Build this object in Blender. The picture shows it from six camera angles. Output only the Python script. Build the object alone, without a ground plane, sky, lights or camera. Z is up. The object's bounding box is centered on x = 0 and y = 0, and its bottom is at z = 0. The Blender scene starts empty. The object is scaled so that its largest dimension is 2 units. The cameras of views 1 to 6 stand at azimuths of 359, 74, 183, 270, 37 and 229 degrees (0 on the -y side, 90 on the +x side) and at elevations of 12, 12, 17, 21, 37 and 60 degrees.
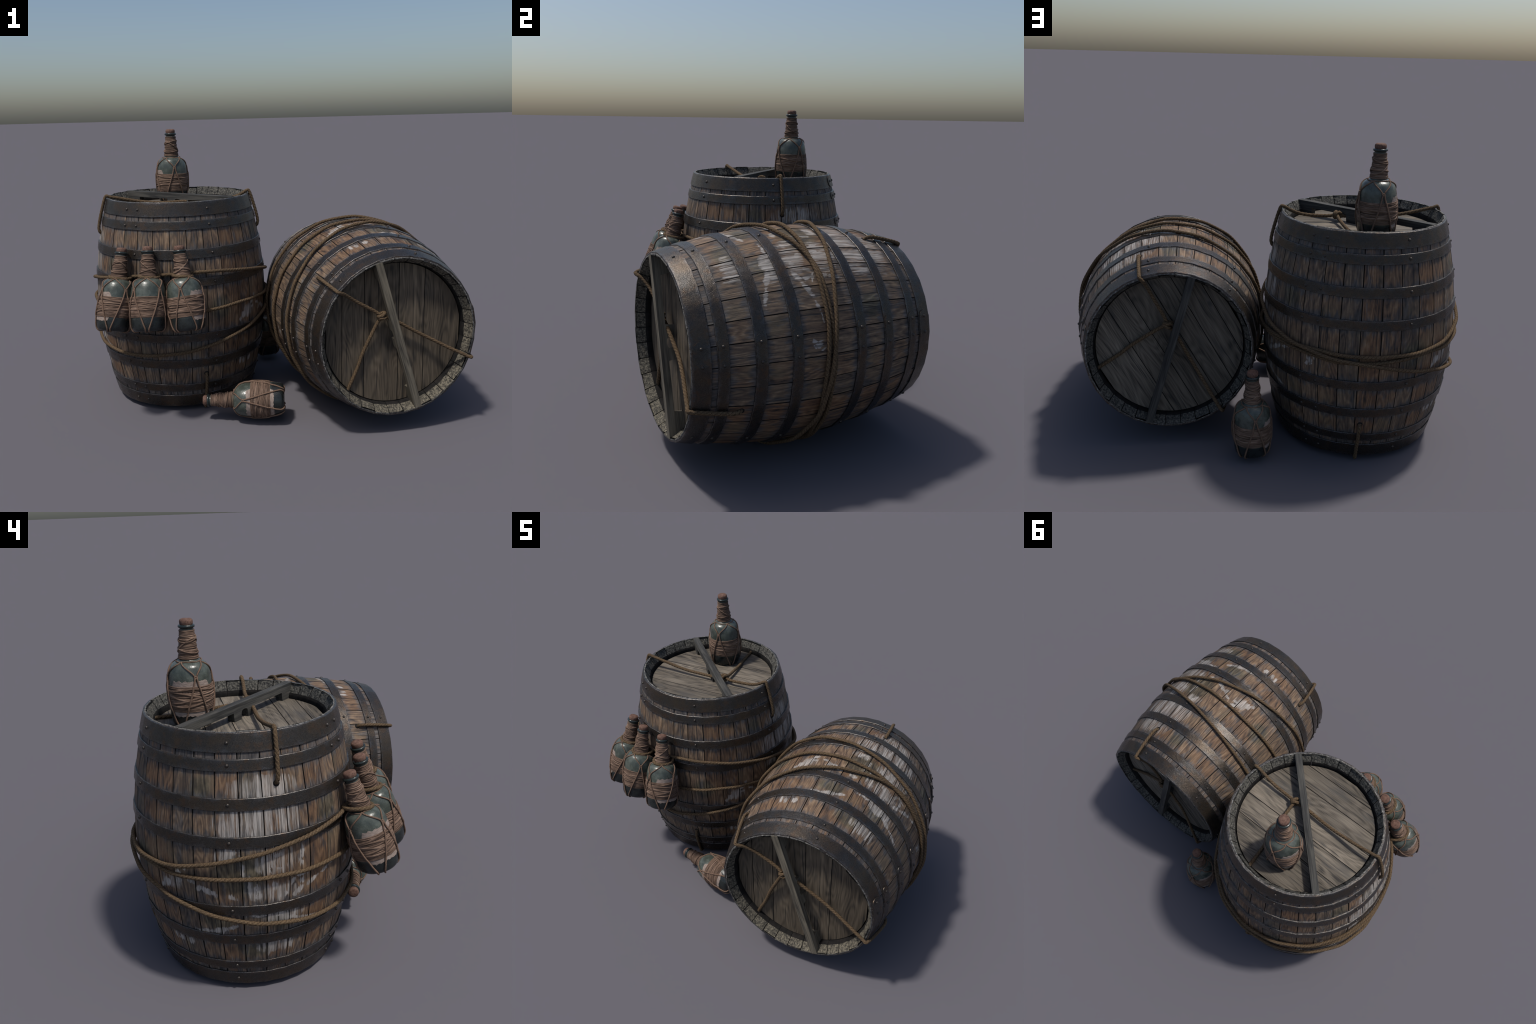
# Two old casks lashed with rope, and six corked bottles netted in twine.
import bpy, bmesh, math, random
from math import sin, cos, pi, radians, degrees, atan2, sqrt, hypot
from mathutils import Vector, Matrix, noise

# ------------------------------------------------------------------ sizes
HALF = 0.5547            # half height of a barrel
R_END, R_BELLY = 0.3963, 0.4811
N_STAVES = 32
STEP = 2 * pi / N_STAVES
SEAM0 = radians(-91.3)   # angle of one stave seam
HEAD_Z = 0.4868           # height of the barrel head above the barrel's middle
ROPE_R = 0.0088
HOOPS = [(0.4825, 0.5525), (0.4155, 0.4595), (0.270, 0.3175), (0.124, 0.1695)]
RIVETS = [55.4, 65.0, 116.8, 173.6]     # degrees, repeated half a turn on
LAP = 51.6                              # where a hoop's strap end overlaps
BAR_ANGLE = radians(-35.4)


def profile(z):
    return R_BELLY - (R_BELLY - R_END) * min(abs(z) / HALF, 1.1) ** 1.9


# ------------------------------------------------------------------ node helpers
class Nodes:
    def __init__(self, tree):
        self.t = tree

    def new(self, kind, **props):
        n = self.t.nodes.new(kind)
        for k, v in props.items():
            setattr(n, k, v)
        return n

    def put(self, sock, v):
        if v is None:
            return
        if hasattr(v, "is_output"):
            self.t.links.new(v, sock)
        else:
            if sock.type == "RGBA" and hasattr(v, "__len__") and len(v) == 3:
                v = (*v, 1)
            sock.default_value = v

    def math(self, op, a, b=None, c=None, clamp=False):
        n = self.new("ShaderNodeMath", operation=op, use_clamp=clamp)
        for i, v in enumerate((a, b, c)):
            self.put(n.inputs[i], v)
        return n.outputs[0]

    def vmath(self, op, a, b=None):
        n = self.new("ShaderNodeVectorMath", operation=op)
        self.put(n.inputs[0], a)
        self.put(n.inputs[1], b)
        return n.outputs["Value"] if op == "LENGTH" else n.outputs[0]

    def mapping(self, vec, loc=(0, 0, 0), rot=(0, 0, 0), scale=(1, 1, 1), kind="POINT"):
        n = self.new("ShaderNodeMapping", vector_type=kind)
        self.put(n.inputs["Vector"], vec)
        n.inputs["Location"].default_value = loc
        n.inputs["Rotation"].default_value = rot
        n.inputs["Scale"].default_value = scale
        return n.outputs[0]

    def noise(self, vec, scale=1.0, detail=3.0, rough=0.55, dist=0.0):
        n = self.new("ShaderNodeTexNoise")
        self.put(n.inputs["Vector"], vec)
        n.inputs["Scale"].default_value = scale
        n.inputs["Detail"].default_value = detail
        n.inputs["Roughness"].default_value = rough
        n.inputs["Distortion"].default_value = dist
        return n.outputs["Fac"]

    def ramp(self, fac, stops, interp="LINEAR"):
        n = self.new("ShaderNodeValToRGB")
        n.color_ramp.interpolation = interp
        els = n.color_ramp.elements
        while len(els) < len(stops):
            els.new(0.5)
        for e, (p, c) in zip(els, stops):
            e.position = p
            e.color = (*c, 1) if hasattr(c, "__len__") else (c, c, c, 1)
        self.put(n.inputs[0], fac)
        return n.outputs[0]

    def step(self, v, lo, hi):
        n = self.new("ShaderNodeMapRange", interpolation_type="SMOOTHSTEP")
        self.put(n.inputs["Value"], v)
        n.inputs["From Min"].default_value = lo
        n.inputs["From Max"].default_value = hi
        return n.outputs[0]

    def mix(self, fac, a, b, blend="MIX"):
        n = self.new("ShaderNodeMix", data_type="RGBA", blend_type=blend)
        self.put(n.inputs[0], fac)
        self.put(n.inputs[6], a)
        self.put(n.inputs[7], b)
        return n.outputs[2]

    def coord(self, which="Object"):
        return self.new("ShaderNodeTexCoord").outputs[which]

    def xyz(self, vec):
        n = self.new("ShaderNodeSeparateXYZ")
        self.put(n.inputs[0], vec)
        return n.outputs

    def vec(self, x, y, z):
        n = self.new("ShaderNodeCombineXYZ")
        for i, v in enumerate((x, y, z)):
            self.put(n.inputs[i], v)
        return n.outputs[0]


def material(name, build):
    m = bpy.data.materials.new(name)
    m.use_nodes = True
    k = Nodes(m.node_tree)
    k.bsdf = m.node_tree.nodes["Principled BSDF"]
    out = build(k)
    for key, v in out.items():
        if key not in ("height", "bump"):
            k.put(k.bsdf.inputs[key], v)
    if "height" in out:
        b = k.new("ShaderNodeBump")
        b.inputs["Strength"].default_value = 1.0
        b.inputs["Distance"].default_value = out.get("bump", 0.002)
        k.put(b.inputs["Height"], out["height"])
        k.put(k.bsdf.inputs["Normal"], b.outputs[0])
    return m


# ---- where the whitewash sits on a barrel: (angle in degrees past 100, height, half width, half height, turn)
STROKES = [
    # painted strokes and daubs round the belly
    (62, -.084 + .018, .052, .013, -23), (39, -.070, .026, .022, 15), (47, -.043, .016, .012, 0), (54, -.034, .020, .010, -20),
    (47, -.012, .018, .016, 40), (58, -.058, .018, .014, 30), (74, -.088, .024, .013, -8), (86, -.086, .020, .013, 15),
    (74, .102, .034, .014, 20), (71, .080, .015, .010, 45), (88, .050, .008, .040, 0), (92, .028, .007, .030, 8),
    (96, .085, .022, .010, 10), (93.2, .052, .006, .030, 0), (96, .026, .018, .008, -10), (108, .072, .011, .034, -12),
    (107, .032, .010, .022, 15), (94, -.050, .020, .026, 20), (98.5, -.090, .020, .016, 0), (85.5, -.060, .006, .040, 0),
    # the long diagonal stroke and its tail, the small hand-like print
    (106, -.092, .034, .014, 31), (114, -.062, .040, .012, 27), (122, -.038, .026, .008, 18), (128, -.026, .026, .004, 10),
    (103, -.040, .022, .010, 60), (108, -.022, .024, .008, -15), (108, -.052, .012, .018, 10),
    (140.5, -.056, .014, .020, 12), (143, -.038, .006, .016, 30), (139, -.074, .010, .010, -20), (141.5, -.074, .010, .004, 30),
    # strokes between the hoops beneath the belly
    (104, -.212, .055, .012, -23), (114, -.242, .045, .010, -16), (60, -.263, .060, .009, 3), (67, -.250, .046, .013, 14),
    (73, -.234, .030, .010, 22), (87, -.178, .055, .007, 2), (96, -.188, .030, .006, 0),
    (48, -.345, .020, .018, 20), (42, -.345, .018, .018, -20), (38, -.338, .010, .026, 0), (91, -.366, .008, .030, 0), (103, -.35, .008, .034, 0),
    (50, .019, .010, .014, 0), (36, -.089, .010, .016, 0), (79, .030, .009, .040, 0), (82, -.045, .007, .050, 0), (100, -.345, .007, .04, 0),
]
WASH = [  # broad worn whitewash
    (88, .218, .200, .075, 0), (90, .352, .165, .050, 0), (76, .200, .10, .055, 0),
    (95, .055, .090, .075, 0), (93, -.075, .105, .050, 0), (98, -.195, .10, .030, 0),
    (44, -.055, .050, .040, 0), (72, .09, .06, .03, 0), (95, -.345, .09, .035, 0),
]
TINT = [  # olive, mildewed boards
    (77, .01, .12, .12, 0), (84, -.335, .10, .07, 0), (66, -.21, .09, .05, 0), (97, -.22, .06, .06, 0), (60, .35, .06, .06, 0), (125, .22, .07, .07, 0), (20, .0, .08, .08, 0),
]


def paint_group():
    g = bpy.data.node_groups.new("whitewash", "ShaderNodeTree")
    g.interface.new_socket("Vector", in_out="INPUT", socket_type="NodeSocketVector")
    g.interface.new_socket("Strokes", in_out="OUTPUT", socket_type="NodeSocketFloat")
    g.interface.new_socket("Wash", in_out="OUTPUT", socket_type="NodeSocketFloat")
    g.interface.new_socket("Tint", in_out="OUTPUT", socket_type="NodeSocketFloat")
    k = Nodes(g)
    i, o = g.nodes.new("NodeGroupInput"), g.nodes.new("NodeGroupOutput")
    for out, marks in zip((0, 1, 2), (STROKES, WASH, TINT)):
        best = None
        for a, z, hw, hz, turn in marks:
            p = k.mapping(i.outputs[0], (radians(a) * .47, z, 0), (0, 0, radians(turn)), (hw, hz, 1), "TEXTURE")
            d = k.vmath("LENGTH", p)
            best = d if best is None else k.math("MINIMUM", best, d)
        g.links.new(k.math("SUBTRACT", 1.0, best), o.inputs[out])
    return g


PAINT = paint_group()


def stave_wood(i):
    rnd = random.Random(100 + i)
    tone = [1.0, .86, 1.12, .94, 1.06, .8, 1.02, .9][i % 8]
    warm = [1.0, 1.10, .95, .9, 1.05, 1.0, 1.14, .93][i % 8]

    def build(k):
        v = k.coord()
        x, y, z = k.xyz(v)
        off = tuple(rnd.uniform(-9, 9) for _ in range(3))
        # grain, drawn out along the stave, bent round by slow noise
        bend = k.noise(k.mapping(v, off, (0, 0, 0), (9, 9, 2.2)), 1, 2)
        # the grain follows the staves: scale every point out to one radius first
        rad = k.math("SQRT", k.math("ADD", k.math("MULTIPLY", x, x), k.math("MULTIPLY", y, y)))
        fx, fy = k.math("MULTIPLY", k.math("DIVIDE", x, rad), .46), k.math("MULTIPLY", k.math("DIVIDE", y, rad), .46)
        v = k.vec(fx, fy, z)
        w = k.vec(k.math("MULTIPLY_ADD", bend, .022, fx), k.math("MULTIPLY_ADD", bend, .022, fy), z)
        fine = k.noise(k.mapping(w, off, (0, 0, 0), (190, 190, 5)), 1, 5, .70)
        broad = k.noise(k.mapping(w, off, (0, 0, 0), (30, 30, 3.0)), 1, 3, .55, .4)
        ring = k.math("SINE", k.math("MULTIPLY", k.noise(k.mapping(w, off, (0, 0, 0), (14, 14, 3.0)), 1, 1), 70))
        mottle = k.noise(k.mapping(w, off, (0, 0, 0), (85, 85, 26)), 1, 5, .75)
        grain = k.math("ADD", k.math("MULTIPLY", fine, .40), k.math("ADD", k.math("MULTIPLY", broad, .26), k.math("MULTIPLY", ring, .05)))
        grain = k.math("ADD", grain, k.math("MULTIPLY", mottle, .34))
        c = tone
        col = k.ramp(grain, [(.35, (.020 * c, .017 * c, .015 * c)), (.43, (.086 * c * warm, .055 * c, .038 * c / warm)),
                             (.54, (.157 * c * warm, .100 * c, .060 * c / warm)), (.69, (.30 * c, .208 * c, .134 * c))])
        # greenish and tan patches
        patch = k.step(k.noise(k.mapping(v, off, (0, 0, 0), (6, 6, 4)), 1, 2), .56, .72)
        col = k.mix(k.math("MULTIPLY", patch, .55), col, k.mix(.6, col, (.125, .110, .070)))
        ang = k.math("DEGREES", k.math("ARCTAN2", y, x))
        ang = k.math("FLOORED_MODULO", k.math("SUBTRACT", ang, 100), 180)
        warp = k.math("MULTIPLY", k.math("SUBTRACT", k.noise(v, 28, 3, .6), .5), .028)
        p = k.vec(k.math("ADD", k.math("MULTIPLY", ang, radians(.47)), warp), k.math("ADD", z, warp), 0)
        g = k.new("ShaderNodeGroup")
        g.node_tree = PAINT
        k.put(g.inputs[0], p)
        olive = k.ramp(grain, [(.38, (.018, .018, .014)), (.50, (.066, .060, .040)), (.66, (.16, .145, .10))])
        col = k.mix(k.math("MULTIPLY", k.step(g.outputs[2], .0, .5), .75), col, olive)
        # blue-grey weathering beside each hoop
        az = k.math("ABSOLUTE", z)
        near = None
        for lo, hi in HOOPS:
            for e in (lo, hi):
                d = k.math("ABSOLUTE", k.math("SUBTRACT", az, e))
                near = d if near is None else k.math("MINIMUM", near, d)
        ragged = k.noise(k.mapping(v, off, (0, 0, 0), (45, 45, 9)), 1, 4, .7)
        dirt = k.math("ADD", near, k.math("MULTIPLY", k.math("SUBTRACT", ragged, .5), -.12))
        dirt = k.math("SUBTRACT", 1.0, k.step(dirt, -.002, .030))
        spots = k.step(k.noise(k.mapping(v, off, (0, 0, 0), (22, 22, 5)), 1, 4, .65), .56, .66)
        dirt = k.math("MAXIMUM", dirt, k.math("MULTIPLY", spots, .8))
        grey = k.ramp(grain, [(.36, (.018, .020, .023)), (.52, (.062, .064, .069)), (.68, (.14, .14, .14))])
        col = k.mix(k.math("MULTIPLY", dirt, .80), col, grey)
        # dark streaks and cracks along the grain
        crack = k.noise(k.mapping(w, tuple(o + 3 for o in off), (0, 0, 0), (100, 100, 1.6)), 1, 3, .6)
        crack = k.math("SUBTRACT", 1.0, k.step(crack, .33, .41))
        col = k.mix(k.math("MULTIPLY", crack, .8), col, (.020, .020, .022))
        # whitewash
        rough = k.math("SUBTRACT", fine, .5)
        s = k.step(k.math("ADD", g.outputs[0], k.math("MULTIPLY", rough, 2.6)), .0, .34)
        wash = k.math("ADD", k.math("MINIMUM", g.outputs[1], .50), k.math("MULTIPLY", rough, 4.6))
        wash = k.math("ADD", wash, k.math("MULTIPLY", k.math("SUBTRACT", broad, .5), 2.4))
        wash = k.math("MULTIPLY", k.step(wash, -.05, .75), k.step(g.outputs[1], -.02, .12))
        white = k.ramp(k.noise(k.mapping(w, off, (0, 0, 0), (120, 120, 9)), 1, 3), [(.36, (.150, .140, .128)), (.60, (.43, .40, .37))])
        col = k.mix(k.math("MULTIPLY", k.math("MAXIMUM", k.math("MULTIPLY", s, .85), k.math("MULTIPLY", wash, .86)), .95), col, white)
        return {"Base Color": col, "Roughness": k.math("MULTIPLY_ADD", fine, -.25, .78), "Specular IOR Level": .35,
                "height": k.math("SUBTRACT", grain, k.math("MULTIPLY", crack, .4)), "bump": .0035}
    return material("stave_wood", build)


def m_seam(k):
    v = k.coord()
    n = k.noise(v, 40)
    return {"Base Color": k.ramp(n, [(.3, (.009, .009, .009)), (.7, (.020, .018, .017))]), "Roughness": .9, "Specular IOR Level": .1}  # near-black colour draws the shadow inside seams, board gaps and grooves


def m_chime(k):
    v = k.coord()
    x, y, z = k.xyz(v)
    a = k.noise(v, 105, 4, .65, .3)
    b = k.noise(v, 300, 2)
    h = k.math("MULTIPLY_ADD", b, .25, a)
    dark = k.ramp(h, [(.43, (.012, .012, .012)), (.58, (.045, .044, .040)), (.76, (.150, .142, .120))])
    tan = k.ramp(h, [(.43, (.018, .017, .015)), (.58, (.070, .063, .050)), (.76, (.215, .190, .142))])
    # the foot's end grain is paler and browner than the top's
    col = k.mix(k.step(z, -.1, .1), tan, dark)
    return {"Base Color": col, "Roughness": .8, "Specular IOR Level": .3, "height": h, "bump": .008}


def m_rim(k):
    v = k.coord()
    a = k.noise(v, 85, 4, .7)
    col = k.ramp(a, [(.40, (.035, .034, .032)), (.53, (.105, .10, .09)), (.66, (.29, .28, .26))])
    return {"Base Color": col, "Roughness": .75, "height": a, "bump": .004}


def head_wood(shade):
    def build(k):
        v = k.coord()
        board = k.new("ShaderNodeObjectInfo").outputs["Random"]
        shift = k.math("MULTIPLY", board, 37.0)
        x, y, z = k.xyz(v)
        q = k.vec(k.math("ADD", x, shift), y, k.math("ADD", z, shift))
        bend = k.noise(k.mapping(q, (4, 2, 0), (0, 0, 0), (2.0, 8, 1)), 1, 2)
        w = k.vec(k.math("ADD", x, shift), k.math("MULTIPLY_ADD", bend, .05, y), shift)
        fine = k.noise(k.mapping(w, (1, 1, 0), (0, 0, 0), (6, 260, 7)), 1, 5, .72)
        broad = k.noise(k.mapping(w, (5, 3, 0), (0, 0, 0), (2.6, 34, 3)), 1, 3, .6, .3)
        ring = k.math("SINE", k.math("MULTIPLY", k.noise(k.mapping(w, (2, 7, 1), (0, 0, 0), (1.9, 9, 2)), 1, 1), 95))
        grain = k.math("ADD", k.math("MULTIPLY", fine, .52), k.math("ADD", k.math("MULTIPLY", broad, .48), k.math("MULTIPLY", ring, .045)))
        col = k.ramp(grain, [(.35, (.030, .027, .024)), (.44, (.100, .085, .067)), (.56, (.160, .136, .107)), (.71, (.24, .205, .160))])
        dark = k.math("MULTIPLY_ADD", k.math("FRACT", k.math("MULTIPLY", board, 7.31)), .46, .70)
        col = k.mix(1.0, col, k.vec(dark, dark, dark), "MULTIPLY")
        knot = k.new("ShaderNodeTexVoronoi")
        k.put(knot.inputs["Vector"], k.mapping(q, (.3, .15, 0), (0, 0, 0), (1, 1.6, 1)))
        knot.inputs["Scale"].default_value = 3.6
        kn = k.math("SUBTRACT", 1.0, k.step(knot.outputs["Distance"], .03, .085))
        col = k.mix(k.math("MULTIPLY", kn, .7), col, (.028, .027, .026))
        streak = k.noise(k.mapping(w, (9, 4, 0), (0, 0, 0), (2.2, 70, 3)), 1, 3, .6)
        col = k.mix(k.math("MULTIPLY", k.math("SUBTRACT", 1.0, k.step(streak, .33, .40)), .85), col, (.024, .023, .023))
        blot = k.step(k.noise(k.mapping(q, (7, 1, 2), (0, 0, 0), (4, 14, 1)), 1, 3), .57, .70)
        col = k.mix(k.math("MULTIPLY", blot, .5), col, (.056, .056, .056))
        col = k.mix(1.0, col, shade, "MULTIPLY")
        return {"Base Color": col, "Roughness": .72, "Specular IOR Level": .3, "height": grain, "bump": .003}
    return material("head_wood", build)


def bar_wood(light):
    def build(k):
        v = k.coord()
        fine = k.noise(k.mapping(v, (0, 0, 0), (0, 0, 0), (5, 170, 170)), 1, 5, .7, .2)
        broad = k.noise(k.mapping(v, (3, 0, 0), (0, 0, 0), (3, 30, 30)), 1, 2, .6, .8)
        g = k.math("ADD", k.math("MULTIPLY", fine, .5), k.math("MULTIPLY", broad, .5))
        if light:
            col = k.ramp(g, [(.37, (.035, .031, .026)), (.48, (.115, .100, .075)), (.66, (.25, .215, .158))])
        else:
            col = k.ramp(g, [(.38, (.014, .014, .014)), (.50, (.042, .041, .038)), (.68, (.112, .104, .088))])
        return {"Base Color": col, "Roughness": .75, "Specular IOR Level": .3, "height": g, "bump": .003}
    return material("bar_wood", build)


def m_iron(k):
    v = k.coord()
    x, y, z = k.xyz(v)
    a = k.noise(v, 9, 4, .6)
    f = k.noise(v, 330, 4, .65)
    col = k.ramp(a, [(.34, (.046, .045, .044)), (.47, (.043, .038, .034)), (.60, (.062, .047, .034)), (.74, (.046, .034, .025))])
    col = k.mix(k.math("MULTIPLY", k.step(f, .42, .70), .55), col, (.110, .092, .076))
    # scuffed, paler blue-grey in patches along the hoop edges
    az = k.math("ABSOLUTE", z)
    near = None
    for lo, hi in HOOPS:
        for e in (lo, hi):
            d = k.math("ABSOLUTE", k.math("SUBTRACT", az, e))
            near = d if near is None else k.math("MINIMUM", near, d)
    edge = k.math("ADD", near, k.math("MULTIPLY", k.math("SUBTRACT", k.noise(v, 22, 4, .7), .47), -.07))
    edge = k.math("SUBTRACT", 1.0, k.step(edge, -.006, .010))
    col = k.mix(k.math("MULTIPLY", edge, .42), col, (.100, .100, .106))
    arris = k.math("MULTIPLY", k.math("SUBTRACT", 1.0, k.step(near, .0008, .0022)), k.step(k.noise(v, 40, 3, .7), .46, .64))  # thin glint along the hoop edges, lightened into the base colour
    col = k.mix(k.math("MULTIPLY", arris, .55), col, (.19, .175, .16))
    blot = k.step(k.noise(k.mapping(v, (5, 2, 1)), 24, 4, .7), .52, .64)
    col = k.mix(k.math("MULTIPLY", blot, .6), col, (.088, .056, .036))
    h = k.math("MULTIPLY_ADD", k.noise(v, 70, 3), .9, f)
    return {"Base Color": col, "Metallic": .72, "Roughness": k.math("MULTIPLY_ADD", f, .40, .09), "Specular IOR Level": .4, "height": h, "bump": .0009}


def m_rivet(k):
    n = k.noise(k.coord(), 300, 2)
    return {"Base Color": k.ramp(n, [(.3, (.030, .027, .025)), (.7, (.075, .062, .052))]), "Metallic": .6, "Roughness": .38}


def m_rope(k):
    v = k.coord()
    f = k.noise(v, 260, 3, .6)
    b = k.noise(v, 16, 3)
    col = k.ramp(f, [(.30, (.050, .034, .021)), (.50, (.104, .070, .041)), (.72, (.192, .134, .080))])
    col = k.mix(k.math("MULTIPLY", k.step(b, .45, .7), .5), col, (.075, .055, .036))
    return {"Base Color": col, "Roughness": .9, "Specular IOR Level": .15, "height": f, "bump": .0015}


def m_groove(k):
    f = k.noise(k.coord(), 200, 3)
    return {"Base Color": k.ramp(f, [(.3, (.034, .023, .014)), (.7, (.085, .055, .031))]), "Roughness": .95, "Specular IOR Level": .1}  # rope colour darkened to paint crease shade between the twisted strands


def m_glass(k):
    v = k.coord()
    x, y, z = k.xyz(v)
    n = k.noise(v, 26, 4, .6)
    sp = k.noise(v, 190, 2, .6)
    col = k.ramp(n, [(.35, (.040, .048, .040)), (.52, (.063, .074, .062)), (.70, (.105, .118, .100))])
    dots = k.math("SUBTRACT", 1.0, k.step(sp, .30, .38))
    col = k.mix(k.math("MULTIPLY", dots, .6), col, (.022, .034, .030))
    # the glass below the binding is nearly black
    low = k.math("ADD", z, k.math("MULTIPLY", k.math("SUBTRACT", k.noise(v, 18, 3), .5), .02))
    col = k.mix(k.math("SUBTRACT", 1.0, k.step(low, .058, .075)), col, k.ramp(n, [(.35, (.009, .011, .011)), (.7, (.018, .022, .022))]))
    lip = k.step(z, .380, .388)
    col = k.mix(lip, col, (.018, .025, .024))
    return {"Base Color": col, "Roughness": k.math("MULTIPLY_ADD", n, .30, .13), "Specular IOR Level": .42, "Coat Weight": .04, "Coat Roughness": .15,
            "height": sp, "bump": .0006}


def m_twine(k):
    v = k.coord()
    f = k.noise(v, 330, 3, .6)
    b = k.noise(v, 30, 3)
    col = k.ramp(f, [(.30, (.080, .051, .036)), (.52, (.160, .102, .072)), (.72, (.245, .164, .118))])
    col = k.mix(k.math("MULTIPLY", k.step(b, .48, .7), .4), col, (.105, .068, .052))
    return {"Base Color": col, "Roughness": .85, "Specular IOR Level": .2, "height": f, "bump": .002}


def m_binding(k):
    v = k.coord()
    f = k.noise(k.mapping(v, (0, 0, 0), (0, 0, 0), (40, 40, 420)), 1, 3, .6)
    b = k.noise(k.mapping(v, (2, 0, 0), (0, 0, 0), (14, 14, 60)), 1, 2)
    col = k.ramp(k.math("ADD", k.math("MULTIPLY", f, .5), k.math("MULTIPLY", b, .5)),
                 [(.35, (.054, .036, .027)), (.50, (.142, .092, .066)), (.66, (.255, .176, .130))])
    return {"Base Color": col, "Roughness": .85, "Specular IOR Level": .2, "height": f, "bump": .0025}


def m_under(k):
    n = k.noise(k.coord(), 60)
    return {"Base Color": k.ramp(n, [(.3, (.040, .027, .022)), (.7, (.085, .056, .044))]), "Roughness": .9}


def m_cloth(k):
    v = k.coord()
    f = k.noise(k.mapping(v, (0, 0, 0), (0, 0, 0), (60, 60, 300)), 1, 3)
    col = k.ramp(f, [(.3, (.20, .155, .130)), (.7, (.32, .258, .222))])
    return {"Base Color": col, "Roughness": .85, "Specular IOR Level": .2, "height": f, "bump": .0015}


def m_cork(k):
    v = k.coord()
    f = k.noise(v, 120, 4, .6)
    col = k.ramp(f, [(.32, (.068, .037, .028)), (.50, (.122, .068, .050)), (.70, (.17, .100, .075))])
    return {"Base Color": col, "Roughness": .8, "Specular IOR Level": .25, "height": f, "bump": .002}


WOODS = [stave_wood(i) for i in range(8)]
SEAM, CHIME, RIM = material("stave_seam", m_seam), material("rough_chime", m_chime), material("worn_rim", m_rim)
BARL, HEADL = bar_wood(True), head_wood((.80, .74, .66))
HEADW, BARW, IRON, RIVET = head_wood((1, 1, 1)), bar_wood(False), material("hoop_iron", m_iron), material("rivet_iron", m_rivet)
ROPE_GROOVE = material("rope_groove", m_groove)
ROPE, GLASS, TWINE, BINDING = material("hemp_rope", m_rope), material("bottle_glass", m_glass), material("leather_twine", m_twine), material("twine_binding", m_binding)
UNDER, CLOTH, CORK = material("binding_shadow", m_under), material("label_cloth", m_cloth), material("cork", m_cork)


# ------------------------------------------------------------------ mesh helpers
def make_mesh(name, verts, faces, mats, idx=None, smooth=True):
    me = bpy.data.meshes.new(name)
    me.from_pydata([tuple(v) for v in verts], [], faces)
    for m in mats:
        me.materials.append(m)
    if idx:
        me.polygons.foreach_set("material_index", idx)
    bm = bmesh.new()
    bm.from_mesh(me)
    bmesh.ops.recalc_face_normals(bm, faces=bm.faces)
    bm.to_mesh(me)
    bm.free()
    if smooth is True:
        me.polygons.foreach_set("use_smooth", [True] * len(me.polygons))
    elif smooth:
        me.polygons.foreach_set("use_smooth", [True] * len(me.polygons))
        me.set_sharp_from_angle(angle=radians(smooth))
    me.update()
    return me


def place(name, me, parent=None, matrix=None):
    o = bpy.data.objects.new(name, me)
    bpy.context.scene.collection.objects.link(o)
    if parent:
        o.parent = parent
    if matrix is not None:
        o.matrix_local = matrix
    return o


def catmull(points, step=0.004, closed=False):
    P = [Vector(p) for p in points]
    n = len(P)
    out = []
    for i in range(n if closed else n - 1):
        if closed:
            a, b, c, d = P[i - 1], P[i], P[(i + 1) % n], P[(i + 2) % n]
        else:
            b, c = P[i], P[i + 1]
            a = P[i - 1] if i else b * 2 - c
            d = P[i + 2] if i + 2 < n else c * 2 - b
        m = max(1, int((c - b).length / step))
        for j in range(m):
            t = j / m
            out.append(.5 * ((2 * b) + (c - a) * t + (2 * a - 5 * b + 4 * c - d) * t * t + (3 * b - a - 3 * c + d) * t ** 3))
    if not closed:
        out.append(P[-1])
    return out


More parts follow.
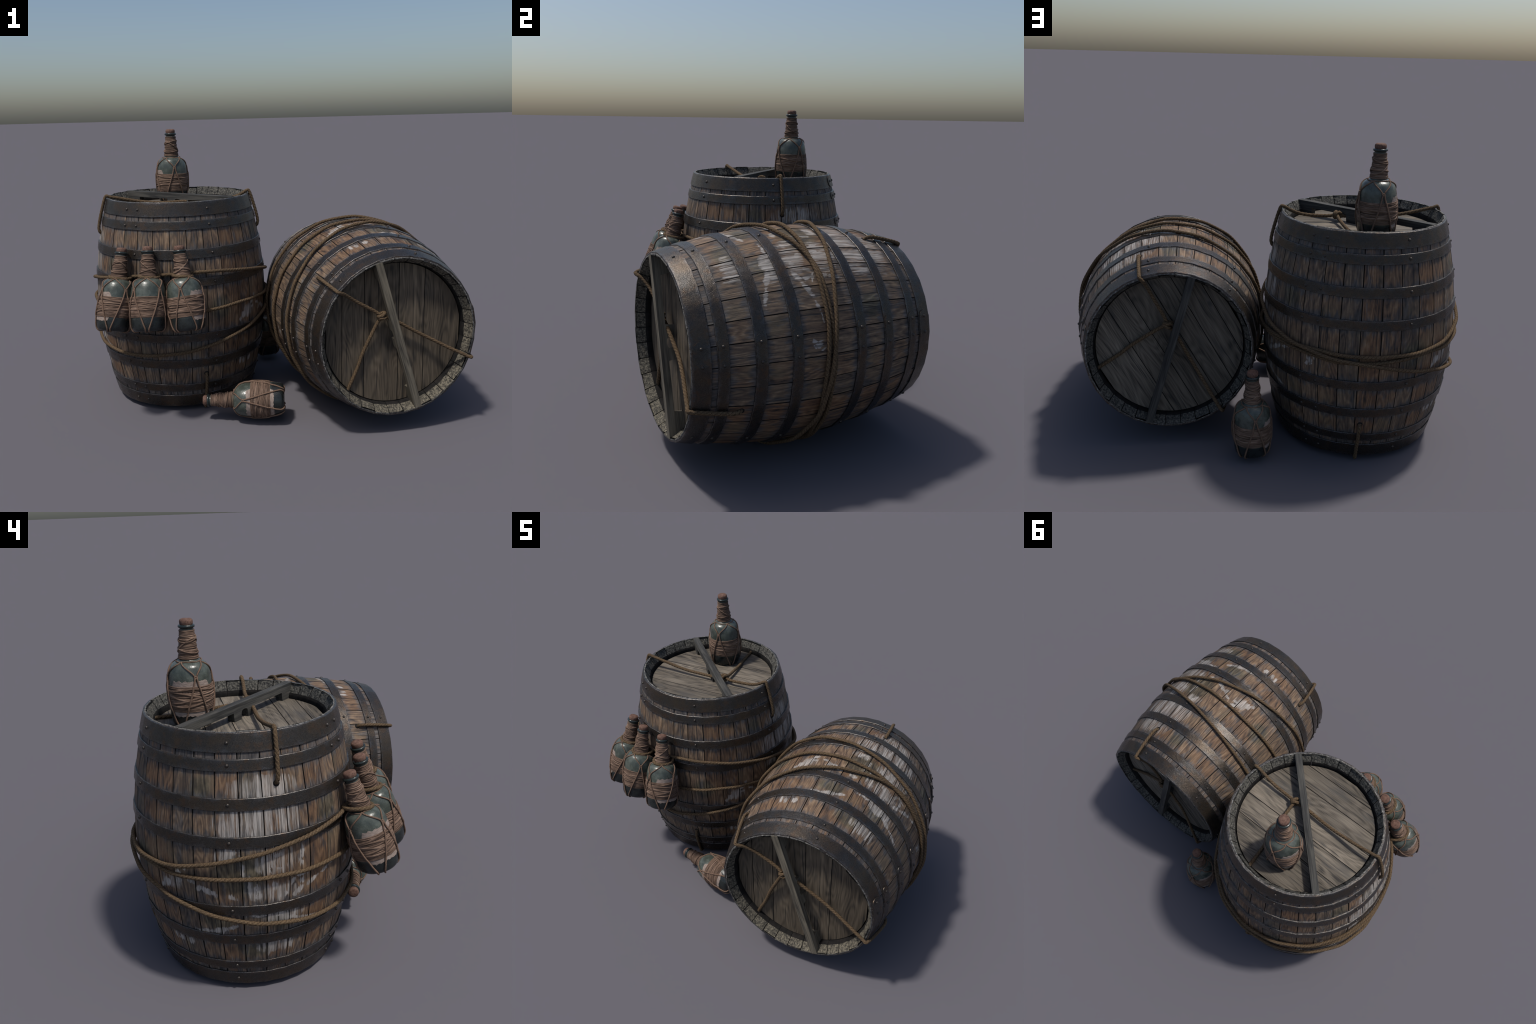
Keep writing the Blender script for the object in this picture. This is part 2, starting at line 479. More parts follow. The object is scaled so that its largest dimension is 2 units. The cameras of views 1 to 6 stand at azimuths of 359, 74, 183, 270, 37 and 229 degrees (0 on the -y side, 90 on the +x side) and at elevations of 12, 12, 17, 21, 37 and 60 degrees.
def sweep(path, radius, sides=8, closed=False, lobes=0, pitch=.056, flat=None, normal_from=None, verts=None, faces=None, groove=None):
    """A tube along a path. lobes: twisted strands; flat: (across, up) squash with `normal_from` giving the up side."""
    verts = [] if verts is None else verts
    faces = [] if faces is None else faces
    base = len(verts)
    n = len(path)
    up = Vector((0, 0, 1))
    run = 0.0
    frame = None
    deep = []
    for i, p in enumerate(path):
        a = path[i - 1] if (i or closed) else p
        b = path[(i + 1) % n] if (i + 1 < n or closed) else p
        t = (b - a).normalized() if (b - a).length > 1e-9 else Vector((0, 0, 1))
        if normal_from:
            u = normal_from(p)
            u = (u - t * u.dot(t)).normalized()
        else:
            if frame is None:
                ref = up if abs(t.dot(up)) < .95 else Vector((1, 0, 0))
                u = (ref - t * ref.dot(t)).normalized()
            else:
                u = (frame - t * frame.dot(t)).normalized()
            frame = u
        w = t.cross(u)
        if i:
            run += (p - path[i - 1]).length
        r0 = radius(i / max(1, n - 1)) if callable(radius) else radius
        for s in range(sides):
            q = 2 * pi * s / sides
            r = r0
            if lobes:
                c = abs(cos(lobes * .5 * (q + run * 2 * pi / pitch)))
                r = r0 * (.73 + .30 * c ** .7)
                deep.append(c)
            if flat:
                verts.append(p + (u * cos(q) * flat[1] + w * sin(q) * flat[0]) * r)
            else:
                verts.append(p + (u * cos(q) + w * sin(q)) * r)
    for i in range(n if closed else n - 1):
        j = (i + 1) % n
        for s in range(sides):
            s2 = (s + 1) % sides
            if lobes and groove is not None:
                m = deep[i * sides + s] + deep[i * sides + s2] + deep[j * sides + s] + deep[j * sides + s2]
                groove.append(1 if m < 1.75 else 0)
            faces.append((base + i * sides + s, base + i * sides + s2, base + j * sides + s2, base + j * sides + s))
    if not closed:
        if groove is not None:
            groove += [1, 1]
        faces.append(tuple(base + s for s in range(sides))[::-1])
        faces.append(tuple(base + (n - 1) * sides + s for s in range(sides)))
    return verts, faces


def lathe(outline, segs, a0=0.0, closed_outline=False):
    verts, faces = [], []
    m = len(outline)
    for i in range(segs):
        a = a0 + 2 * pi * i / segs
        verts += [Vector((r * cos(a), r * sin(a), z)) for r, z in outline]
    for i in range(segs):
        j = (i + 1) % segs
        for p in range(m if closed_outline else m - 1):
            q = (p + 1) % m
            faces.append((i * m + p, j * m + p, j * m + q, i * m + q))
    return verts, faces


# ------------------------------------------------------------------ barrel parts (made once, shared by both barrels)
def inner_radius(z):
    a = abs(z)
    stops = [(0, .452), (.47, .384), (.4755, .357), (.500, .357), (.504, .3585), (.512, .3625), (.548, .3825), (HALF, .3865)]
    for (z0, r0), (z1, r1) in zip(stops, stops[1:]):
        if a <= z1:
            return r0 + (r1 - r0) * (a - z0) / (z1 - z0)
    return stops[-1][1]


def stave_mesh(i):
    rnd = random.Random(i)
    zs = [0, .04, .08, .12, .16, .20, .24, .28, .32, .36, .40, .435, .455, .47, .4755, .49, .502, .504, .512, .520, .528, .536, .544, .5495, HALF - .0015, HALF]
    zs = [-z for z in zs[:0:-1]] + zs
    a0, a1 = SEAM0 + i * STEP, SEAM0 + (i + 1) * STEP
    verts, faces, idx = [], [], []
    gap = .0004 + rnd.uniform(0, .0005)
    proud = rnd.uniform(-.0012, .0010)
    end_j = (rnd.uniform(-.0022, .0012), rnd.uniform(-.0022, .0012))
    rows = []
    for z in zs:
        R = profile(z) - .0035 + proud
        if abs(z) > HALF - .002:
            R -= .0022 * (abs(z) - (HALF - .002)) / .002
        ri = inner_radius(z)
        zz = z
        if abs(z) > .54:
            zz += (end_j[1] if z > 0 else -end_j[0]) * (abs(z) - .54) / .0147
        def at(r, f, shift=0.0):
            # points on the straight chord across the stave (staves are flat)
            p = Vector((cos(a0), sin(a0), 0)) * r * (1 - f) + Vector((cos(a1), sin(a1), 0)) * r * f
            side = Vector((-sin((a0 + a1) / 2), cos((a0 + a1) / 2), 0))
            p += side * shift
            p.z = zz
            return p
        b = .0026
        row = [at(R - .011, 0, gap), at(R - b, 0, gap * 1.0), at(R, 0, gap + .0015), at(R, .25), at(R, .5), at(R, .75), at(R, 1, -gap - .0015),
               at(R - b, 1, -gap), at(R - .011, 1, -gap)]
        nin = 9
        for j in range(nin):
            f = (1, .972, .82, .66, .5, .34, .18, .028, 0)[j]
            p = at(ri, f, (gap * (1 - 2 * f)) if j in (0, nin - 1) else 0)
            if abs(z) > .511 and abs(z) < HALF - .001:
                q = noise.noise(p * 62) + .6 * noise.noise(p * 140)
                edge = -1.2 if j in (0, nin - 1) else 0.0
                d = Vector((p.x, p.y, 0)).normalized()
                p -= d * (.0026 * q + .0018 * edge)
            row.append(p)
        rows.append([len(verts) + j for j in range(len(row))])
        verts += row
    m = len(rows[0])
    for r in range(len(rows) - 1):
        za = (abs(zs[r]) + abs(zs[r + 1])) / 2
        for j in range(m):
            j2 = (j + 1) % m
            faces.append((rows[r][j], rows[r][j2], rows[r + 1][j2], rows[r + 1][j]))
            if 1 <= j <= 6:
                mi = 3 if za > HALF - .002 else (1 if j in (1, 6) else 0)
            elif j in (0, 7, 8, m - 1):
                mi = 1
            else:
                mi = 2 if za > .5085 and j not in (9, m - 2) else 1
            idx.append(mi)
    for r in (rows[0], rows[-1]):
        faces.append(tuple(r))
        idx.append(3)
    return make_mesh("stave", verts, faces, [WOODS[rnd.randrange(8)], SEAM, CHIME, RIM], idx, 35)


def hoop_mesh(lo, hi, seed):
    """A flat iron strap; follows the barrel's swell, its edges slightly uneven."""
    rnd = random.Random(seed)
    t = .0060
    sub = 3
    segs = N_STAVES * sub
    verts, faces = [], []
    prof_n = 8
    for i in range(segs):
        a = SEAM0 + 2 * pi * i / segs
        f = (i % sub) / sub
        # radius along the chord between two stave seams
        k = cos(STEP / 2) / cos(STEP * (f - .5))
        wob = Vector((cos(a) * 3, sin(a) * 3, seed * 1.7))
        zl = lo + .0012 * noise.noise(wob * 2)
        zh = hi + .0012 * noise.noise(wob * 2 + Vector((9, 0, 0)))
        zm = (zl + zh) / 2
        bev = .0016
        for z, dr in ((zl, -.012), (zl, t - .0035 - bev), (zl + bev, t - .0035), (zm, t - .0035), (zh - bev, t - .0035), (zh, t - .0035 - bev), (zh, -.012)):
            r = (profile(z) + dr) * k
            verts.append(Vector((r * cos(a), r * sin(a), z)))
    m = 7
    for i in range(segs):
        j = (i + 1) % segs
        for p in range(m):
            q = (p + 1) % m
            faces.append((i * m + p, j * m + p, j * m + q, i * m + q))
    return make_mesh("hoop", verts, faces, [IRON], None, 32)


def lap_mesh(lo, hi, start):
    """The riveted end of a hoop strap: a second layer with a rounded tip."""
    zm, hw = (lo + hi) / 2, (hi - lo) / 2 - .0018
    length = radians(22)
    n = 30
    top, bot = [], []
    tip = hw / profile(zm)
    for i in range(n + 1):
        s = (i / n) ** 1.6 * length
        half = hw if s >= tip else hw * sqrt(max(0, 1 - (1 - s / tip) ** 2))
        half = max(half, .0012)
        fade = .0030 * (1 - max(0, (s - length * .6) / (length * .4))) + .0004
        a = start + s
        f = ((a - SEAM0) / STEP) % 1
        kk = cos(STEP / 2) / cos(STEP * (f - .5))
        row = []
        for z, dr in ((zm - half, .0), (zm - half + .0008, fade), (zm, fade), (zm + half - .0008, fade), (zm + half, .0)):
            r = (profile(z) + .0025 + dr) * kk
            row.append(Vector((r * cos(a), r * sin(a), z)))
        top.append(row)
    verts = [v for row in top for v in row]
    faces = [(i * 5 + j, i * 5 + j + 1, (i + 1) * 5 + j + 1, (i + 1) * 5 + j) for i in range(n) for j in range(4)]
    faces += [tuple(range(5)), tuple(n * 5 + j for j in range(5))]
    b = len(verts)
    for row in top:
        for v in (row[0], row[4]):
            s = (hypot(v.x, v.y) - .004) / hypot(v.x, v.y)
            verts.append(Vector((v.x * s, v.y * s, v.z)))
    for i in range(n):
        faces += [(i * 5, (i + 1) * 5, b + (i + 1) * 2, b + i * 2), (i * 5 + 4, (i + 1) * 5 + 4, b + (i + 1) * 2 + 1, b + i * 2 + 1)]
    return make_mesh("hoop_lap", verts, faces, [IRON], None, 35)


def rivet_mesh():
    out = [(0, .0062), (.0030, .0057), (.0055, .0040), (.0071, .0014), (.0074, -.002)]
    v, f = lathe(out, 10)
    return make_mesh("rivet", v, f, [RIVET])


def plank_mesh(lo, hi, wood, thick=.020, radius=.3515):
    """One board of a barrel head, long axis x, between y = lo and y = hi, its ends cut to the circle."""
    lo, hi = max(lo, -radius + .004), min(hi, radius - .004)
    lo, hi = lo + .0008, hi - .0008
    n = 10
    ys = [lo, lo + .0011] + [lo + (hi - lo) * i / n for i in range(1, n)] + [hi - .0011, hi]
    n += 2
    verts, faces, idx = [], [], []
    segx = 12
    for layer in (0, 1):
        for yi, y in enumerate(ys):
            xe = sqrt(max(0, radius ** 2 - y * y))
            for s in range(segx + 1):
                x = -xe + 2 * xe * s / segx
                z = -thick if layer == 0 else 0.0
                if layer and yi in (0, n):
                    z -= .0012
                if layer:
                    z += .0012 * noise.noise(Vector((x * 4, y * 12, lo * 7)))
                verts.append(Vector((x, y, z)))
    W = segx + 1
    def id_(l, a, b):
        return l * (n + 1) * W + a * W + b
    for a in range(n):
        for b in range(segx):
            faces.append((id_(1, a, b), id_(1, a, b + 1), id_(1, a + 1, b + 1), id_(1, a + 1, b)))
            faces.append((id_(0, a, b), id_(0, a + 1, b), id_(0, a + 1, b + 1), id_(0, a, b + 1)))
            idx += [1 if a in (0, n - 1) else 0, 0]
        for b in (0, segx):
            faces.append((id_(0, a, b), id_(1, a, b), id_(1, a + 1, b), id_(0, a + 1, b)))
            idx.append(1)
    for a in (0, n):
        for b in range(segx):
            faces.append((id_(0, a, b), id_(0, a, b + 1), id_(1, a, b + 1), id_(1, a, b)))
            idx.append(1)
    return make_mesh("head_plank", verts, faces, [wood, SEAM], idx, 30)


def bar_mesh(wood):
    """A brace across the head, standing on edge: two long notches and a small arch cut out of its underside."""
    top = HALF + .0025
    low = HEAD_Z - .001
    notch = HEAD_Z + .0385
    outline = [(-.386, low + .018), (-.372, low), (-.285, low), (-.280, notch), (-.066, notch), (-.062, low), (-.013, low), (-.012, low + .030)]
    outline += [(.010 + .022 * cos(t), low + .030 + .012 * sin(t)) for t in [pi - pi * i / 8 for i in range(9)]]
    outline += [(.033, low), (.083, low), (.088, notch), (.297, notch), (.302, low), (.372, low), (.386, low + .018), (.386, top), (-.386, top)]
    w = .0175
    bm = bmesh.new()
    vs = [bm.verts.new((s, -w, z)) for s, z in outline]
    f = bm.faces.new(vs)
    r = bmesh.ops.extrude_face_region(bm, geom=[f])
    bmesh.ops.translate(bm, verts=[e for e in r["geom"] if isinstance(e, bmesh.types.BMVert)], vec=(0, 2 * w, 0))
    bmesh.ops.recalc_face_normals(bm, faces=bm.faces)
    bmesh.ops.bevel(bm, geom=[e for e in bm.edges if e.calc_face_angle(0) > .9 and e.calc_length() > .008], offset=.0016, segments=2, affect="EDGES", clamp_overlap=True)
    me = bpy.data.meshes.new("head_bar")
    bm.to_mesh(me)
    bm.free()
    me.materials.append(wood)
    return me


def rope_mesh(name, paths):
    v, f, g = [], [], []
    for pts, closed in paths:
        sweep(pts, ROPE_R, 18, closed, lobes=3, verts=v, faces=f, groove=g)
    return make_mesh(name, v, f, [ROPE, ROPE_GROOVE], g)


def polar(deg, r, z):
    return Vector((r * cos(radians(deg)), r * sin(radians(deg)), z))


# height of the long lashing rope (two turns, angle in degrees) and of the single girdle
LASHING = [(150, .031), (159, .051), (171, .074), (182, .094), (193, .114), (206, .136), (218, .150), (235, .174), (245, .185), (266, .198),
           (284, .204), (300, .199), (321, .178), (337, .156), (356, .123), (370, .098), (391, .054), (402, .034), (410, .021), (421, .008),
           (428, -.002), (437, -.014), (447, -.023), (458, -.035), (470, -.060), (483, -.086), (496, -.110), (505, -.127), (516, -.152), (526, -.171),
           (538, -.194), (548, -.209), (566, -.228), (579, -.240), (601, -.247), (615, -.239), (628, -.229), (640, -.217), (652, -.197),
           (664, -.173), (678, -.147), (688, -.124), (698, -.103), (709, -.080), (720, -.052), (734, -.014), (740, .000), (746, .006), (758, .008), (770, .007),
           (785, .012), (793, .009), (801, .004), (823, .006), (845, .008), (858, .016)]
GIRDLE = [(-170, .001), (-143, -.002), (-120, -.006), (-95, -.008), (-76, -.006), (-62, .002), (-45, .012), (-28, .008), (-15, .002), (0, -.002), (12, -.006),
          (24, -.004), (37, -.008), (50, -.010), (64, -.018), (76, -.030), (90, -.028), (101, -.023), (112, -.016), (122, -.004), (133, -.003), (143, -.012),
          (152, -.010), (164, -.004), (176, -.001)]


def interp(table, a, period=None):
    for (a0, z0), (a1, z1) in zip(table, table[1:]):
        if a0 <= a <= a1:
            return z0 + (z1 - z0) * (a - a0) / (a1 - a0)
    if period:
        (a0, z0), (a1, z1) = table[-1], (table[0][0] + period, table[0][1])
        if a < table[0][0]:
            a += period
        return z0 + (z1 - z0) * (a - a0) / (a1 - a0)


def hug(a, z, extra=0.0):
    """Point where a taut rope lies over staves and hoops; it bends at a few places only."""
    az = abs(z)
    over = 0.0
    for lo, hi in HOOPS:
        if lo - .012 < az < hi + .012:
            over = .0025
    f = ((a - 97) / 22.5) % 1
    chord = cos(radians(11.25)) / cos(radians(22.5 * (f - .5)))
    r = (profile(z) + .0142 + extra) * (.45 + .55 * chord) + over * .5
    return polar(a, r, z)


def wrap_rope_mesh():
    pa = []
    for i in range(0, 720 // 3):
        a = 150 + i * 3
        lift = .010 * max(0, 1 - abs(a - 435) / 55) ** .5 if abs(a - 435) < 55 else 0      # lies over the other turns here
        lift -= .004 * max(0, 1 - abs(a - 770) / 60)
        pa.append(hug(a, interp(LASHING, a, 720), lift))
    # smooth the joints between table points
    for _ in range(2):
        pa = [(pa[i - 1] + pa[i] * 2 + pa[(i + 1) % len(pa)]) / 4 for i in range(len(pa))]
    pb = []
    for i in range(120):
        a = -170 + i * 3
        a = a if a <= 176 else a
        pb.append(hug(a, interp(GIRDLE, a, 360), -.003))
    for _ in range(2):
        pb = [(pb[i - 1] + pb[i] * 2 + pb[(i + 1) % len(pb)]) / 4 for i in range(len(pb))]
    return rope_mesh("lashing_rope", [(catmull(pa, .0042, True), True), (catmull(pb, .0042, True), True)])


def head_rope_mesh():
    knot = Vector((.125, -.033, .521))
    A = [polar(-.6, .420, .358), polar(-.6, .441, .366), polar(-.5, .4485, .392), polar(-.5, .440, .44), polar(-.5, .424, .50), polar(-.5, .409, .548),
         polar(-.5, .399, .566), polar(-1.2, .382, .561), Vector((.3629, -.0115, .549)), Vector((.3346, -.0145, .537)), Vector((.30, -.0165, .527)), Vector((.25, -.021, .5205)), Vector((.1743, -.0315, .518)), knot + Vector((.012, 0, .002))]
    B = [polar(-162.7, .420, .358), polar(-162.6, .441, .366), polar(-162.3, .4485, .392), polar(-162, .440, .44), polar(-161.6, .424, .50), polar(-161.4, .409, .548),
         polar(-161.3, .399, .566), polar(-161.3, .378, .560), Vector((-.32, -.1135, .5525)), Vector((-.255, -.100, .5385)), Vector((-.19, -.0890, .5265)), Vector((-.11, -.0755, .5165)),
         Vector((-.041, -.0655, .516)), Vector((.041, -.0556, .5175)), Vector((.095, -.043, .517)), knot]
    C = [knot + Vector((0, .004, .004)), Vector((.1167, .0111, .514)), Vector((.1017, .0758, .5087)), Vector((.0779, .165, .5013)), Vector((.0506, .2411, .4965)), Vector((.0235, .3448, .4945)), Vector((.018, .362, .4945))]
    loops = []
    d = Vector((.815, -.579, 0))
    for off, tilt, r in ((-.0075, .25, .0135), (.0085, -.2, .0140)):
        c = knot + d * off + Vector((0, 0, .003))
        u = (Vector((.579, .815, 0)) + d * tilt).normalized()
        loops.append((catmull([c + u * cos(q) * r * 1.25 + Vector((0, 0, 1)) * sin(q) * r for q in [2 * pi * i / 10 for i in range(10)]], .004, True), True))
    return rope_mesh("head_rope", [(catmull(p, .004), False) for p in (A, B, C)] + loops)


def hole_mesh():
    v, f = lathe([(0, .0012), (.0125, .0012), (.0135, -.006)], 16)  # slightly raised disc, coloured near-black to show the hole's dark inside
    return make_mesh("rope_hole", v, f, [SEAM])


print("barrel parts")
STAVES = [stave_mesh(i) for i in range(N_STAVES)]
HOOP_ME = [hoop_mesh(lo, hi, j) for j, (lo, hi) in enumerate(HOOPS)] + [hoop_mesh(-hi, -lo, j + 4) for j, (lo, hi) in enumerate(HOOPS)]
HOOP_BAND = HOOPS + [(-hi, -lo) for lo, hi in HOOPS]
LAP_ME = [[lap_mesh(lo, hi, radians(LAP))] for lo, hi in HOOP_BAND]
RIVET_ME, BAR_ME, WRAP_ME, HEADROPE_ME, HOLE_ME = rivet_mesh(), [bar_mesh(BARW), bar_mesh(BARL)], wrap_rope_mesh(), head_rope_mesh(), hole_mesh()
TOP_CUTS = [-.36, -.285, -.175, -.072, .042, .158, .36]
LOW_CUTS = [-.36, -.265, -.153, .024, .158, .36]
PLANKS = [[plank_mesh(a, b, w) for a, b in zip(c, c[1:])] for c, w in ((TOP_CUTS, HEADW), (LOW_CUTS, HEADL))]
FLIP = Matrix.Rotation(pi, 4, Vector((cos(BAR_ANGLE), sin(BAR_ANGLE), 0)))


def surface_matrix(deg, z, lift):
    """Frame standing on the flat of a stave at this angle: z axis outward."""
    a = radians(deg)
    f = ((a - SEAM0) / STEP) % 1
    k = cos(STEP / 2) / cos(STEP * (f - .5))
    p = polar(deg, (profile(z) + lift) * k, z)
    slope = (profile(z + .01) - profile(z - .01)) / .02
    nrm = Vector((cos(a), sin(a), -slope)).normalized()
    side = Vector((-sin(a), cos(a), 0))
    up = nrm.cross(side)
    m = Matrix((side, up, nrm)).transposed().to_4x4()
    m.translation = p
    return m


def barrel(matrix, label):
    root = place("wooden_barrel", None)
    root.matrix_world = matrix
    root.empty_display_size = .2
    root["label"], root["category"] = label, "barrel"
    for me in STAVES:
        place("stave", me, root)
    for (lo, hi), me, laps in zip(HOOP_BAND, HOOP_ME, LAP_ME):
        hoop = place("hoop", me, root)
        for lap in laps:
            place("hoop_lap", lap, hoop)
        for h in (0, 180):
            for n, a in enumerate(RIVETS):
                place("rivet", RIVET_ME, hoop, surface_matrix(a + h, (lo + hi) / 2, .0048 if n < 2 and h == 0 else .0024))
    for end, planks, angle, bar_me in ((Matrix(), PLANKS[0], 9.3, BAR_ME[0]), (FLIP, PLANKS[1], -141.7 - 90, BAR_ME[1])):
        head = place("barrel_head", None, root, end @ Matrix.Translation((0, 0, HEAD_Z)) @ Matrix.Rotation(radians(angle), 4, "Z"))
        for me in planks:
            place("head_plank", me, head)
        place("head_bar", bar_me, root, end @ Matrix.Rotation(BAR_ANGLE, 4, "Z"))
        place("head_rope", HEADROPE_ME, root, end)
        for a in (-.6, -162.7):
            place("rope_hole", HOLE_ME, root, end @ surface_matrix(a, .361, -.0035 + .0004))
    place("lashing_rope", WRAP_ME, root)
    return root


def frame(origin, zaxis, xref, spin=0.0):
    z = Vector(zaxis).normalized()
    x = Vector(xref)
    x = (x - z * x.dot(z)).normalized()
    y = z.cross(x)
    m = Matrix((x, y, z)).transposed().to_4x4() @ Matrix.Rotation(radians(spin), 4, "Z")
    m.translation = Vector(origin)
    return m


UP_C, LIE_C = Vector((-.4996, .1511, .5795)), Vector((.4961, -.0402, .4989))
UPRIGHT = Matrix.Translation(UP_C)
# the second barrel lies on its side: the same barrel turned end for end and laid down
AZ = radians(10.738)
lie_z = Vector((sin(AZ), -cos(AZ), 0))
lie_x = Vector((cos(AZ), sin(AZ), 0))
LYING = Matrix((lie_x, lie_z.cross(lie_x), lie_z)).transposed().to_4x4()
LYING = LYING @ Matrix.Rotation(pi, 4, Vector((cos(radians(35.5)), sin(radians(35.5)), 0)))
LYING.translation = LIE_C

print("barrels")
upright = barrel(UPRIGHT, "weathered upright wooden cask with iron hoops, whitewash traces and rope")
lying = barrel(LYING, "weathered wooden cask lying on its side, iron hooped and roped")

# ------------------------------------------------------------------ bottles
BODY = [(0, .004), (.050, .002), (.064, .0005), (.0735, .005), (.0800, .016), (.0842, .040), (.0868, .080), (.0872, .120), (.0868, .160), (.0855, .190),
        (.0832, .208), (.0795, .2236), (.0730, .240), (.0640, .2505), (.0520, .2580), (.0430, .2625), (.0385, .268), (.0355, .285), (.0305, .330), (.0268, .375), (.0262, .384),
        (.0285, .3860), (.0325, .3885), (.0335, .3925), (.0325, .3965), (.0285, .3985), (.0235, .3985), (.0220, .392)]


def glass_radius(z):
    for (r0, z0), (r1, z1) in zip(BODY[3:], BODY[4:]):
        if z0 <= z <= z1:
            return r0 + (r1 - r0) * (z - z0) / max(1e-9, z1 - z0)
    return BODY[3][0]


def radial(p):
    return Vector((p.x, p.y, 0)) if hypot(p.x, p.y) > 1e-6 else Vector((0, 0, 1))


def smooth_outline(pts, n=4):
    out = catmull([(r, 0, z) for r, z in pts], .003)
    return [(max(0, p.x), p.z) for p in out]


def bottle_meshes():
    rnd = random.Random(7)
    parts = {}
    v, f = lathe(smooth_outline(BODY), 48)
    parts["glass_body"] = make_mesh("glass_body", v, f, [GLASS], None, 50)
    v, f = lathe([(0, .388), (.0235, .388), (.0245, .396), (.0265, .402), (.0268, .411), (.0252, .417), (.0205, .4205), (.010, .4215), (0, .4215)], 24)
    v = [p + Vector((0, 0, 1)) * (.0012 * noise.noise(p * 90) if p.z > .4 else 0) for p in v]
    parts["cork"] = make_mesh("cork", v, f, [CORK], None, 50)

    # binding round the belly: many turns of thin twine over a layer coloured dark as the shadow between them
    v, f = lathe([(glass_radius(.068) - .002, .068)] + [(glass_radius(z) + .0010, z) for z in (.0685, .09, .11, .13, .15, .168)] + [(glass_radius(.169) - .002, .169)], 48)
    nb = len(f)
    turns = [(.0705, .0024), (.0755, .0024), (.0805, .0025), (.0857, .0026), (.0915, .0030), (.0980, .0033), (.105, .0036), (.1125, .0036),
             (.120, .0038), (.1285, .0040), (.137, .0038), (.145, .0036), (.1525, .0034), (.1595, .0032), (.166, .0028)]
    for z0, r in turns:
        ph, amp = rnd.uniform(0, 6.3), rnd.uniform(.0006, .0026) * (.4 if z0 < .09 or z0 > .155 else 1)
        pts = []
        for i in range(40):
            q = 2 * pi * i / 40
            z = z0 + amp * sin(q + ph) + amp * .5 * sin(2 * q + ph * 2)
            pts.append(polar(degrees(q), glass_radius(z) + r * .55 + .0008, z))
        sweep(catmull(pts, .009, True), r, 6, True, flat=(1.15, .62), normal_from=radial, verts=v, faces=f)
    # loose slanting turns on top
    for z0, amp, ph in ((.112, .016, .3), (.124, .020, 2.6), (.128, .014, 4.4), (.102, .011, 5.6), (.146, .012, 1.4)):
        pts = []
        for i in range(40):
            q = 2 * pi * i / 40
            z = z0 + amp * sin(q + ph) + .003 * sin(3 * q + ph)
            pts.append(polar(degrees(q), glass_radius(z) + .0042, z))
        sweep(catmull(pts, .008, True), .0042, 6, True, flat=(1.25, .62), normal_from=radial, verts=v, faces=f)
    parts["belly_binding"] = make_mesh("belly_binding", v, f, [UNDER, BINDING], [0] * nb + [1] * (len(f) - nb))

    # binding of the neck
    zs = [.268, .30, .33, .36, .3755]
    v, f = lathe([(glass_radius(.268) - .003, .268)] + [(glass_radius(z) + .0010, z) for z in zs] + [(glass_radius(.377) - .003, .377)], 32)
    nb = len(f)
    z = .2665
    while z < .376:
        r = rnd.uniform(.0026, .0044)
        z += r * .95
        ph, amp = rnd.uniform(0, 6.3), rnd.uniform(.0004, .0026) * (1 if .285 < z < .365 else .25)
        pts = []
        for i in range(24):
            q = 2 * pi * i / 24
            zz = min(.377, max(.2655, z + amp * sin(q + ph)))
            pts.append(polar(degrees(q), max(glass_radius(zz), .0268) + r * .5 + rnd.uniform(-.0002, .0004), zz))
        sweep(catmull(pts, .006, True), r, 6, True, flat=(1.05, .75), normal_from=radial, verts=v, faces=f)
        z += r * .95
    for z0, amp, ph in ((.318, .030, .8), (.300, .010, 3.6), (.345, .012, 5.2)):
        pts = []
        for i in range(28):
            q = 2 * pi * i / 28
            zz = z0 + amp * sin(q + ph)
            pts.append(polar(degrees(q), glass_radius(zz) + .0058, zz))
        sweep(catmull(pts, .006, True), .0034, 6, True, flat=(1.1, .75), normal_from=radial, verts=v, faces=f)
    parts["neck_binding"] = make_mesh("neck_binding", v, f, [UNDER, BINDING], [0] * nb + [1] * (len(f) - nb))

    # net of twine: four knots on the shoulder, strands up to the neck and down under the foot
    v, f = [], []
    for kx in range(4):
        a = 10 + 90 * kx + (rnd.uniform(-5, 5))
        zk = .206
        for sgn in (-1, 1):
            end = 10 + 90 * kx + sgn * 44
            up = []
            for i in range(9):
                t = i / 8
                z = zk + (.2605 - zk) * (t ** .8)
                up.append(polar(a + sgn * 2 + (end - a) * t ** 1.25, glass_radius(z) + .0026, z))
            sweep(catmull(up, .006), .0034, 6, verts=v, faces=f)
            dn = []
            reach = sgn * (36 + rnd.uniform(-7, 5))
            for i in range(15):
                t = i / 14
                z = zk - (zk - .012) * t
                bulge = .0072 if .075 < z < .165 else .0042
                dn.append(polar(a + sgn * 2 + reach * t ** 1.15, glass_radius(z) + bulge, z))
            dn.append(polar(a + reach * 1.03, .070, -.0005))
            dn.append(polar(a + reach * 1.05, .050, .0005))
            sweep(catmull(dn, .007), .0039, 6, verts=v, faces=f)
        # the knot itself
        kn = polar(a, glass_radius(zk) + .0035, zk)
        ring = [kn + Vector((-sin(radians(a)), cos(radians(a)), 0)) * .006 * cos(q) + Vector((0, 0, 1)) * .0042 * sin(q) for q in [2 * pi * i / 8 for i in range(8)]]
        sweep(catmull(ring, .003, True), .0034, 6, True, verts=v, faces=f)
    ringp = [polar(q * 15, glass_radius(.2595) + .0018 + .0015 * sin(q), .2595 + .0012 * sin(q * 2)) for q in range(24)]
    sweep(catmull(ringp, .006, True), .0026, 6, True, verts=v, faces=f)
    parts["twine_net"] = make_mesh("twine_net", v, f, [TWINE])

    # torn cloth label under the binding, round part of the belly
    v, f = [], []
    na = 44
